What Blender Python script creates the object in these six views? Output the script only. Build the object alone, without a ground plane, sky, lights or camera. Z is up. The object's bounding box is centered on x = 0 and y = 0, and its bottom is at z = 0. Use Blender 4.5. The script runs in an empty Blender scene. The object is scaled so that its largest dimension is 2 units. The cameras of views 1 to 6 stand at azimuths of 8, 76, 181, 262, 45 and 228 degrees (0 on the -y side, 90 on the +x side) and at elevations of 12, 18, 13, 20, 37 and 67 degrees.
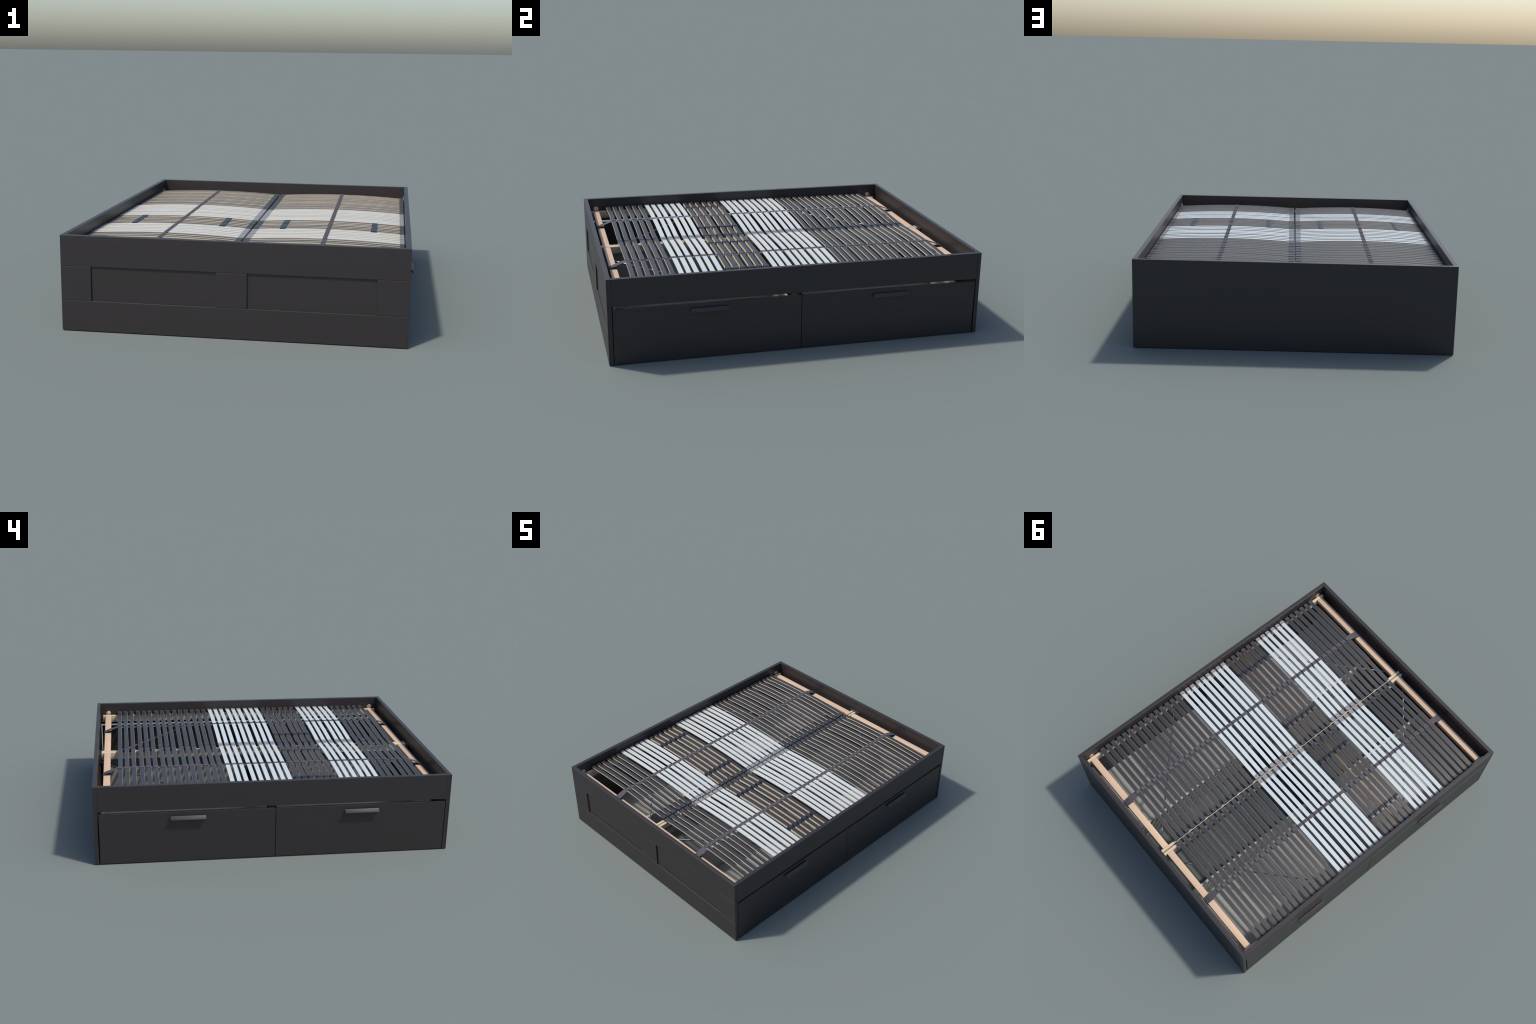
"""Storage bed: dark low box frame with four drawers, holding two slatted bases side by side."""
import bpy, bmesh, math, random
from mathutils import Vector, Matrix

random.seed(7)
COL = bpy.context.scene.collection

# ------------------------------------------------------------------ sizes (metres)
HX, HY, HZ = 0.806, 1.000, 0.4563        # half width, half length, height of the box
BOARD = 0.0235                            # thickness of the boards
IX, IY = HX - BOARD, HY - BOARD           # inner faces
IYP = HY - 0.0208                         # inner face of the plain end panel
RAIL_BOTTOM = 0.3110                      # lower edge of the side boards
BASE_W, BASE_OFF = 0.777, 0.0030          # one slatted base: width, distance from the middle
RAIL_TOP, RAIL_LOW = 0.3780, 0.3374       # wooden frame of the slatted base
SLAT_W, SLAT_T = 0.0249, 0.0067
SLAT_START, SLAT_PITCH, GROUP_PITCH, GROUPS = 0.8624, 0.0397, 0.1247, 14
SLAT_END_Z, SLAT_BOW = 0.4005, 0.0145     # top of a slat at its ends, rise in the middle
ZONES = ["dark"] * 5 + ["white"] * 3 + ["firm"] * 2 + ["white"] * 2 + ["dark"] * 2   # from +y to -y
STRAP_U = 0.395 - BASE_OFF

# ------------------------------------------------------------------ materials
def material(name, colour, rough=0.5, spec=0.5, metallic=0.0, grain=0.0, grain_scale=(40, 40, 40),
             bump=0.0, bump_scale=(200, 200, 200), coat=0.0, second=None, second_scale=(3, 3, 3), second_amount=0.0):
    m = bpy.data.materials.new(name)
    m.use_nodes = True
    nt = m.node_tree
    b = nt.nodes["Principled BSDF"]
    b.inputs["Roughness"].default_value = rough
    b.inputs["Specular IOR Level"].default_value = spec
    b.inputs["Metallic"].default_value = metallic
    b.inputs["Coat Weight"].default_value = coat
    b.inputs["Base Color"].default_value = (*colour, 1)
    tc = nt.nodes.new("ShaderNodeTexCoord")

    def noise(scale, detail=3.0):
        mp = nt.nodes.new("ShaderNodeMapping")
        mp.inputs["Scale"].default_value = scale
        nt.links.new(tc.outputs["Object"], mp.inputs["Vector"])
        n = nt.nodes.new("ShaderNodeTexNoise")
        n.inputs["Scale"].default_value = 1.0
        n.inputs["Detail"].default_value = detail
        nt.links.new(mp.outputs["Vector"], n.inputs["Vector"])
        return n

    last = None
    if grain:
        n = noise(grain_scale)
        r = nt.nodes.new("ShaderNodeValToRGB")
        r.color_ramp.elements[0].position, r.color_ramp.elements[1].position = 0.25, 0.75
        r.color_ramp.elements[0].color = (*[c * (1 - grain) for c in colour], 1)
        r.color_ramp.elements[1].color = (*[min(1, c * (1 + grain)) for c in colour], 1)
        nt.links.new(n.outputs["Fac"], r.inputs["Fac"])
        last = r.outputs["Color"]
    if second:
        n = noise(second_scale, 4.0)
        r = nt.nodes.new("ShaderNodeValToRGB")
        r.color_ramp.elements[0].position, r.color_ramp.elements[1].position = 0.45, 0.7
        r.color_ramp.elements[0].color, r.color_ramp.elements[1].color = (0, 0, 0, 1), (second_amount,) * 3 + (1,)
        nt.links.new(n.outputs["Fac"], r.inputs["Fac"])
        mx = nt.nodes.new("ShaderNodeMix")
        mx.data_type = "RGBA"
        nt.links.new(r.outputs["Color"], mx.inputs[0])
        if last is None:
            mx.inputs[6].default_value = (*colour, 1)
        else:
            nt.links.new(last, mx.inputs[6])
        mx.inputs[7].default_value = (*second, 1)
        last = mx.outputs[2]
    if last is not None:
        nt.links.new(last, b.inputs["Base Color"])
    if bump:
        n = noise(bump_scale)
        bp = nt.nodes.new("ShaderNodeBump")
        bp.inputs["Strength"].default_value = bump
        bp.inputs["Distance"].default_value = 0.001
        nt.links.new(n.outputs["Fac"], bp.inputs["Height"])
        nt.links.new(bp.outputs["Normal"], b.inputs["Normal"])
    return m

M_FOIL = material("black_brown_foil", (0.0262, 0.0213, 0.0217), rough=0.42, spec=0.50, grain=0.02, grain_scale=(6, 6, 60))
M_HANDLE = material("dark_lacquered_metal", (0.050, 0.045, 0.046), rough=0.5, spec=0.28)
M_SLAT = material("charcoal_slat_film", (0.0325, 0.0315, 0.0335), rough=0.40, spec=0.62, grain=0.13, grain_scale=(14, 600, 40), bump=0.08, bump_scale=(30, 900, 50))
M_WHITE = material("pale_slat_film", (0.49, 0.54, 0.553), rough=0.5, spec=0.4, grain=0.025, grain_scale=(250, 250, 50))
M_EDGE = material("birch_slat_edge", (0.64, 0.52, 0.35), rough=0.6, spec=0.3, grain=0.10, grain_scale=(10, 60, 500))
M_PINE = material("birch_rail", (0.60, 0.49, 0.345), rough=0.55, spec=0.3, grain=0.08, grain_scale=(260, 6, 260))
M_BEECH = material("beech_cross_rail", (0.60, 0.43, 0.30), rough=0.55, spec=0.3, grain=0.07, grain_scale=(5, 160, 160))
M_BEECH_SHADE_TINT = material("beech_rail_shade_darkened", (0.38, 0.25, 0.165), rough=0.6, spec=0.3, grain=0.2, grain_scale=(6, 120, 120))  # beech darkened to bake in the partial shade below the firm slats
M_CAP = material("black_rubber", (0.040, 0.042, 0.048), rough=0.5, spec=0.5)
M_CAPG = material("grey_rubber", (0.235, 0.238, 0.245), rough=0.55, spec=0.4)
M_STRAP = material("charcoal_webbing", (0.088, 0.080, 0.087), rough=0.8, spec=0.25, grain=0.18, grain_scale=(900, 900, 900), bump=0.3, bump_scale=(1200, 1200, 1200))
M_SLIDER = material("black_nylon", (0.024, 0.026, 0.034), rough=0.35, spec=0.5)
M_STEEL = material("galvanised_steel", (0.46, 0.49, 0.50), rough=0.42, metallic=0.45, grain=0.06, grain_scale=(60, 60, 60))
M_BEAM = material("beam_steel", (0.34, 0.38, 0.42), rough=0.30, metallic=1.0)
M_BRACE = material("brace_steel", (0.32, 0.35, 0.38), rough=0.46, metallic=0.85)
M_DARKSTEEL = material("dark_steel", (0.10, 0.11, 0.13), rough=0.35, metallic=0.6)
M_DRAWER = material("drawer_grey_foil", (0.45, 0.452, 0.425), rough=0.5, spec=0.4)
M_BOLT = material("nickel_bolt", (0.50, 0.44, 0.40), rough=0.36, metallic=0.6)
M_SCREW = material("brass_screw", (0.25, 0.21, 0.13), rough=0.4, metallic=0.5)

# ------------------------------------------------------------------ mesh helpers
def finish(bm, name, mats, smooth=True):
    bmesh.ops.recalc_face_normals(bm, faces=bm.faces)
    me = bpy.data.meshes.new(name)
    if smooth:
        for f in bm.faces:
            f.smooth = True
        for e in bm.edges:
            if len(e.link_faces) == 2 and e.calc_face_angle(0) > math.radians(32):
                e.smooth = False
    bm.to_mesh(me)
    bm.free()
    for m in mats:
        me.materials.append(m)
    return me

def add_box(bm, lo, hi, bevel=0.0, mat=0, segments=2):
    geo = bmesh.ops.create_cube(bm, size=1.0)
    vs = geo["verts"]
    c = [(a + b) / 2 for a, b in zip(lo, hi)]
    s = [abs(b - a) for a, b in zip(lo, hi)]
    for v in vs:
        v.co = Vector([c[i] + v.co[i] * s[i] for i in range(3)])
    fs = {f for v in vs for f in v.link_faces}
    for f in fs:
        f.material_index = mat
    if bevel:
        es = list({e for v in vs for e in v.link_edges})
        bmesh.ops.bevel(bm, geom=es, offset=bevel, segments=segments, profile=0.5, affect="EDGES", clamp_overlap=True)

def loft(bm, sections, mats, caps=True, closed=True):
    """sections: list of rings of equal length; mats: material index per ring edge."""
    rings = [[bm.verts.new(p) for p in s] for s in sections]
    n = len(rings[0])
    for a, b in zip(rings, rings[1:]):
        for i in range(n if closed else n - 1):
            j = (i + 1) % n
            f = bm.faces.new((a[i], a[j], b[j], b[i]))
            f.material_index = mats[i]
    if caps:
        for r in (rings[0], rings[-1]):
            f = bm.faces.new(r)
            f.material_index = mats[-1]

def add_cylinder(bm, p0, p1, r, n=20, r2=None, mat=0):
    p0, p1 = Vector(p0), Vector(p1)
    d = (p1 - p0)
    rot = d.to_track_quat("Z", "Y").to_matrix().to_4x4()
    g = bmesh.ops.create_cone(bm, cap_ends=True, segments=n, radius1=r, radius2=r if r2 is None else r2, depth=d.length,
                              matrix=Matrix.Translation((p0 + p1) / 2) @ rot)
    for f in {f for v in g["verts"] for f in v.link_faces}:
        f.material_index = mat

def obj(name, me, parent=None, loc=(0, 0, 0), rot=None):
    o = bpy.data.objects.new(name, me)
    o.location = loc
    if rot is not None:
        o.rotation_euler = rot
    COL.objects.link(o)
    o.parent = parent
    return o

def box_obj(name, lo, hi, mat, parent, bevel=0.001):
    """Box whose origin lies at its centre."""
    c = Vector([(a + b) / 2 for a, b in zip(lo, hi)])
    bm = bmesh.new()
    add_box(bm, Vector(lo) - c, Vector(hi) - c, bevel)
    return obj(name, finish(bm, name, [mat], smooth=False), parent, c)

# ------------------------------------------------------------------ the bed
bed = bpy.data.objects.new("storage_bed", None)
COL.objects.link(bed)
bed["label"] = "low black-brown bed frame with four drawers and sprung slats"
bed["category"] = "bed"

# plain end panel (+y)
box_obj("end_panel", (-HX, IYP, 0), (HX, HY, HZ), M_FOIL, bed, 0.0015)

# framed end panel (-y): backing board with inset fields, rails and stiles in front
RECESS = 0.0078
Y0, Y1, Y2 = -HY, -HY + RECESS, -IY
framed = box_obj("framed_end_panel", (-HX + 0.0008, Y1, 0.002), (HX - 0.0008, Y2, HZ), M_FOIL, bed, 0.001)
def framed_piece(name, x0, x1, z0, z1):
    c = Vector(((x0 + x1) / 2, (Y0 + Y1) / 2, (z0 + z1) / 2))
    bm = bmesh.new()
    h = Vector(((x1 - x0) / 2, (Y1 - Y0) / 2 + 0.0008, (z1 - z0) / 2))
    add_box(bm, (-h.x, -h.y + 0.0008, -h.z), (h.x, h.y, h.z), 0.0019)
    o = obj(name, finish(bm, name, [M_FOIL], smooth=False), framed)
    o.location = c - framed.location
framed_piece("panel_rail", -HX, HX, RAIL_BOTTOM, HZ)
framed_piece("panel_rail", -HX, HX, 0.0, 0.1460)
for x0, x1 in ((-HX, -0.661), (-0.072, 0.073), (0.661, HX)):
    framed_piece("panel_stile", x0, x1, 0.1464, RAIL_BOTTOM - 0.0004)

# side boards
for s in (1, -1):
    xs = sorted((s * (IX), s * (HX - 0.0003)))
    box_obj("side_board", (xs[0], -IY + 0.0004, RAIL_BOTTOM), (xs[1], IYP - 0.0004, HZ - 0.0002), M_FOIL, bed, 0.0012)

# partition board under the mid beam, between the drawers
box_obj("partition_board", (-0.775, -0.0085, 0.002), (0.775, 0.0085, 0.3100), M_FOIL, bed, 0.001)

# ------------------------------------------------------------------ drawers
DR_BACK_O, DR_BACK_I, DR_FRONT_I = 0.2555, 0.2710, 0.7890
DR_Y0, DR_Y1, DR_TOP, DR_BOT = 0.0230, 0.9540, 0.2285, 0.0340

def handle_mesh():
    """Sloping lip with a groove behind its upper edge, carried by a stem."""
    bm = bmesh.new()
    half = 0.097
    lip = [(0.0085, 0.0140), (0.0240, -0.0015), (0.0245, -0.0035), (0.0195, -0.0085), (0.0175, -0.0080), (0.0030, 0.0065), (0.0030, 0.0100), (0.0060, 0.0140)]
    secs = [[Vector((x, y, z)) for x, z in lip] for y in (-half, -half + 0.0015, half - 0.0015, half)]
    for k in (0, -1):
        c = sum(secs[k], Vector()) / len(lip)
        secs[k] = [c + (p - c) * Vector((0.9, 1, 0.9)) if False else Vector((c.x + (p.x - c.x) * 0.9, p.y, c.z + (p.z - c.z) * 0.9)) for p in secs[k]]
    loft(bm, secs, [0] * len(lip))
    add_box(bm, (-0.001, -half + 0.006, -0.0035), (0.010, half - 0.006, 0.0045), 0.0008)
    return finish(bm, "handle", [M_HANDLE])

HANDLE = handle_mesh()
for s in (1, -1):
    for t in (1, -1):
        def span(a, b, k):
            return sorted((k * a, k * b))
        def dbox(name, x, y, z, mat, parent, bevel=0.0008):
            (x0, x1), (y0, y1) = span(*x, s), span(*y, t)
            o = box_obj(name, (x0, y0, z[0]), (x1, y1, z[1]), mat, parent, bevel)
            if parent is not bed:
                o.location -= parent.location
            return o
        d = dbox("drawer", (DR_BACK_I - 0.001, DR_FRONT_I + 0.001), (DR_Y0 + 0.008, DR_Y1 - 0.008), (DR_BOT - 0.006, DR_BOT), M_DRAWER, bed, 0.0)
        dbox("drawer_front", (DR_FRONT_I, HX - 0.0004), (0.0014, 0.9732), (0.0028, 0.2965), M_FOIL, d, 0.0012)
        dbox("drawer_back", (DR_BACK_O, DR_BACK_I), (DR_Y0 + 0.012, DR_Y1 - 0.012), (0.0155, DR_TOP), M_DRAWER, d)
        dbox("drawer_side", (DR_BACK_O, DR_FRONT_I), (DR_Y0, DR_Y0 + 0.012), (0.0060, DR_TOP), M_DRAWER, d)
        dbox("drawer_side", (DR_BACK_O, DR_FRONT_I), (DR_Y1 - 0.012, DR_Y1), (0.0060, DR_TOP), M_DRAWER, d)
        h = obj("handle", HANDLE, d, rot=(0, 0, 0 if s > 0 else math.pi))
        h.location = Vector((s * (HX - 0.0004), t * 0.487, 0.2610)) - d.location

# ------------------------------------------------------------------ steel parts
def steel(name, boxes, mat=M_STEEL, bevel=0.0006):
    bm = bmesh.new()
    for lo, hi in boxes:
        add_box(bm, lo, hi, bevel, segments=1)
    return obj(name, finish(bm, name, [mat]), bed)

for s in (1, -1):
    def sx(a, b, y0, y1, z0, z1):
        x0, x1 = sorted((s * a, s * b))
        return (x0, y0, z0), (x1, y1, z1)
    steel("side_ledge", [sx(0.7590, IX - 0.0005, -0.970, 0.970, 0.3340, 0.3368),
                         sx(IX - 0.0015, IX - 0.0003, -0.970, 0.970, 0.3350, 0.3640)])
for t in (1, -1):
    wall = IYP if t > 0 else IY
    y0, y1 = sorted((t * (wall - 0.0005), t * (wall - 0.0035)))
    ya, yb = sorted((t * (wall - 0.0005), t * (wall - 0.0115)))
    steel("beam_bracket", [((-0.036, y0, 0.300), (0.036, y1, 0.3775)),
                           ((-0.041, ya, 0.300), (-0.036, yb, 0.3765)), ((0.036, ya, 0.300), (0.041, yb, 0.3765))], M_DARKSTEEL)
steel("mid_beam", [((-0.0325, -0.962, 0.3335), (0.0325, 0.962, 0.3368)), ((-0.0325, -0.962, 0.2880), (-0.0295, 0.962, 0.3400)),
                   ((0.0295, -0.962, 0.2880), (0.0325, 0.962, 0.3400))], M_BEAM)
for s in (1, -1):
    for t in (1, -1):
        bm = bmesh.new()
        p0, p1 = Vector((s * 0.036, t * 0.968, 0.322)), Vector((s * 0.772, t * 0.292, 0.322))
        add_cylinder(bm, p0, p1, 0.0048, 12)
        add_cylinder(bm, p1 + Vector((0, 0, -0.006)), p1 + Vector((0, 0, 0.006)), 0.010, 14)
        obj("diagonal_brace", finish(bm, "diagonal_brace", [M_BRACE]), bed)

# bolts with round cups on the side boards, screws in the boards
bm = bmesh.new()
add_cylinder(bm, (0, 0, 0), (0.0022, 0, 0), 0.0165, 28, 0.0150)
add_cylinder(bm, (0.0015, 0, 0), (0.0032, 0, 0), 0.0125, 6, 0.0100)
add_cylinder(bm, (0.0025, 0, 0), (0.0040, 0, 0), 0.0060, 6, 0.0040)
BOLT = finish(bm, "corner_bolt", [M_BOLT])
for s in (1, -1):
    for t in (1, -1):
        obj("corner_bolt", BOLT, bed, (s * (IX - 0.0002), t * 0.9265, 0.3890), (0, 0, math.pi if s > 0 else 0))
bm = bmesh.new()
for s in (1, -1):
    for y in (0.871, 0.779, 0.530, 0.187):
        for t in (1, -1):
            add_cylinder(bm, (s * IX, t * y, 0.4125), (s * (IX - 0.0012), t * y, 0.4125), 0.0021, 10)
    for x in (0.030, -0.030):
        wall = IYP if s > 0 else IY
        add_cylinder(bm, (x, s * wall, 0.4315), (x, s * (wall - 0.0012), 0.4315), 0.0023, 10)
screws = obj("board_screw", finish(bm, "board_screw", [M_SCREW]), bed)
screws["kind"] = "stuff"

# ------------------------------------------------------------------ slatted bases
def arc(u):
    """Top of a slat above its ends, u from 0 to BASE_W."""
    k = 2 * u / BASE_W - 1
    return SLAT_BOW * (1 - k * k)

def slat_mesh(name, top_mat, drop=0.0, inset=0.004):
    """Bowed strip along +x; local z = 0 at the top of its ends."""
    bm = bmesh.new()
    c, w, n = 0.0005, SLAT_W / 2, 26
    secs = []
    for i in range(n + 1):
        u = inset + (BASE_W - 2 * inset) * i / n
        z1 = arc(u) - drop
        z0 = z1 - SLAT_T
        ring = [(-w + c, z1), (w - c, z1), (w, z1 - c), (w, z0 + c), (w - c, z0), (-w + c, z0), (-w, z0 + c), (-w, z1 - c)]
        secs.append([Vector((u - BASE_W / 2, y, z)) for y, z in ring])
    loft(bm, secs, [0, 0, 1, 1, 0, 1, 1, 1])
    return finish(bm, name, [top_mat, M_EDGE])

SLATS = {"dark": slat_mesh("slat_dark", M_SLAT), "white": slat_mesh("slat_pale", M_WHITE), "firm": slat_mesh("slat_firm", M_SLAT)}
UNDER = slat_mesh("slat_under", M_SLAT, drop=SLAT_T + 0.0008)

def holder_mesh(name, mat, length, deep):
    """Rubber end holder of three slats; u runs from the base edge inwards (+x)."""
    bm = bmesh.new()
    t = 0.0022
    for k in (-1, 0, 1):
        y = k * SLAT_PITCH
        w = SLAT_W / 2 + 0.0016
        z1 = arc(length * 0.5) + 0.0016
        add_box(bm, (0.0015, y - w, z1 - SLAT_T - 0.0036 - deep), (length, y + w, z1), 0.0010, segments=1)
        add_box(bm, (0.004, y - 0.008, -0.0225), (length * 0.8, y + 0.008, z1 - SLAT_T - 0.002), 0.0008, segments=1)
    for k in (-0.5, 0.5):
        y = k * SLAT_PITCH
        add_box(bm, (0.004, y - 0.008, -0.0200), (0.0105, y + 0.008, -0.0095), 0.0008, segments=1)
        add_box(bm, (0.016, y - 0.008, -0.0200), (0.0215, y + 0.008, -0.0130), 0.0006, segments=1)
    return finish(bm, name, [mat])

HOLD = {}
for zone, mat in (("dark", M_CAP), ("white", M_CAPG), ("firm", M_CAP)):
    deep = SLAT_T if zone == "firm" else 0.0
    HOLD[zone, "in"] = holder_mesh("slat_holder_" + zone, mat, 0.0310, deep)
    HOLD[zone, "out"] = holder_mesh("slat_holder_outer_" + zone, mat, 0.0250, deep)

def slider_mesh():
    bm = bmesh.new()
    w = SLAT_W / 2 + 0.0022
    add_box(bm, (-0.0150, -w, -2 * SLAT_T - 0.0040), (0.0150, w, 0.0030), 0.0008)
    return finish(bm, "tension_slider", [M_SLIDER])
SLIDER = slider_mesh()

def groups():
    for g, zone in enumerate(ZONES):
        start = SLAT_START - g * GROUP_PITCH
        yield zone, [start - SLAT_W / 2 - k * SLAT_PITCH for k in range(3)]

def strap_mesh():
    """Webbing that runs over and under every slat, wraps the cross rails at both ends."""
    bm = bmesh.new()
    t = 0.0014
    zt = SLAT_END_Z + arc(STRAP_U)
    ys = [y for _, g in groups() for y in g]
    zone_of = [z for z, g in groups() for _ in g]
    for y, zone in zip(ys, zone_of):
        a, b = y - SLAT_W / 2 - 0.0010, y + SLAT_W / 2 + 0.0010
        low = zt - SLAT_T * (2.1 if zone == "firm" else 1.0)
        add_box(bm, (-0.0105, a, zt + 0.0002), (0.0105, b, zt + 0.0002 + t), 0.0004, segments=1)
        add_box(bm, (-0.0145, a, low - t - 0.0006), (0.0145, b, low - 0.0006), 0.0004, segments=1)
        for e in (a, b):
            add_box(bm, (-0.0105, e - t / 2, zt - SLAT_T * 0.55), (0.0105, e + t / 2, zt + 0.0008), 0.0, segments=1)
    for ya, yb in zip(ys, ys[1:]):
        a, b = yb + SLAT_W / 2, ya - SLAT_W / 2
        sag = 0.0040
        m = 5
        secs = []
        for i in range(m + 1):
            f = i / m
            y = a + (b - a) * f
            z = zt - SLAT_T * 0.45 - sag * math.sin(math.pi * f)
            secs.append([Vector((-0.0140, y, z)), Vector((0.0140, y, z)), Vector((0.0140, y, z - t)), Vector((-0.0140, y, z - t))])
        loft(bm, secs, [0] * 4)
    # end tongues round the cross rails
    for s in (1, -1):
        y_first = ys[0] + SLAT_W / 2 if s > 0 else -(ys[-1] - SLAT_W / 2)
        path = [(y_first - 0.003, zt - 0.0030, 0.0160), (y_first + 0.003, zt - 0.0040, 0.0170), (0.906, (zt + RAIL_TOP) / 2 + 0.0008, 0.0200), (0.9480, RAIL_TOP + 0.0022, 0.0210),
                (0.9512, RAIL_TOP - 0.0008, 0.0205), (0.9512, RAIL_TOP - 0.0350, 0.0205), (0.9480, RAIL_TOP - 0.0385, 0.0205), (0.907, RAIL_TOP - 0.0385, 0.0205),
                (0.9046, RAIL_TOP - 0.0350, 0.0205), (0.9046, RAIL_TOP - 0.0040, 0.0205), (0.9075, RAIL_TOP - 0.0004, 0.0205), (0.9440, RAIL_TOP - 0.0004, 0.0205)]
        secs = []
        for i, (y, z, w) in enumerate(path):
            p = Vector((y, z))
            q = Vector(path[min(i + 1, len(path) - 1)][:2]) - Vector(path[max(i - 1, 0)][:2])
            nrm = Vector((-q.y, q.x)).normalized() * t
            secs.append([Vector((-w, s * y, z)), Vector((w, s * y, z)), Vector((w, s * (y - nrm.x), z - nrm.y)), Vector((-w, s * (y - nrm.x), z - nrm.y))])
        loft(bm, secs, [0] * 4)
    return finish(bm, "strap", [M_STRAP])

STRAP = strap_mesh()

def rail_mesh(name, length, width, height, axis, mat, bevel):
    bm = bmesh.new()
    h = Vector((length / 2, width / 2, height / 2)) if axis == "x" else Vector((width / 2, length / 2, height / 2))
    add_box(bm, -h, h, bevel, segments=3)
    return finish(bm, name, [mat])

RW = 0.0178
MIDRAIL = rail_mesh("middle_cross_rail", BASE_W - 2 * RW + 0.0005, 0.0320, 0.0200, "x", M_BEECH_SHADE_TINT, 0.0030)
CROSS = rail_mesh("cross_rail", BASE_W - 2 * RW + 0.0005, 0.0400, 0.0330, "x", M_BEECH, 0.0030)

for s in (1, -1):
    x_in = s * BASE_OFF
    mid = s * (BASE_OFF + BASE_W / 2)
    # frame: the two long rails are the part itself, the rest hangs on it
    bm = bmesh.new()
    for k in (-1, 1):
        c = k * (BASE_W / 2 - RW / 2)
        add_box(bm, (c - RW / 2, -0.9655, RAIL_LOW), (c + RW / 2, 0.9655, RAIL_TOP), 0.0042, segments=4)
    base = obj("slatted_base", finish(bm, "slatted_base", [M_PINE]), bed, (mid, 0, 0))
    for y in (0.9280, -0.9280):
        obj("cross_rail", CROSS, base, (0, y, RAIL_TOP - 0.0018 - 0.0165))
    obj("cross_rail", MIDRAIL, base, (0, -0.2520, 0.3455))
    n = 0
    for zone, ys in groups():
        for y in ys:
            dy, dz, tilt_x = random.uniform(-0.0003, 0.0003), random.uniform(-0.0007, 0.0005), random.uniform(-0.025, 0.025)
            obj("slat", SLATS[zone], base, (0, y + dy, SLAT_END_Z + dz), (tilt_x, 0, random.uniform(-0.0008, 0.0008)))
            if zone == "firm":
                obj("slat", UNDER, base, (0, y, SLAT_END_Z))
                for du in (-0.2330, 0.2330):
                    zz = SLAT_END_Z + arc(BASE_W / 2 + du)
                    tilt = math.atan(SLAT_BOW * 8 * du / BASE_W ** 2)
                    obj("tension_slider", SLIDER, base, (du, y, zz), (0, tilt, 0))
        for k in (-1, 1):
            end = "in" if k == -s else "out"
            obj("slat_holder", HOLD[zone, end], base, (k * BASE_W / 2, ys[1], SLAT_END_Z), (0, 0, 0 if k < 0 else math.pi))
    obj("strap", STRAP, base, (s * 0.395 - mid, 0, 0))
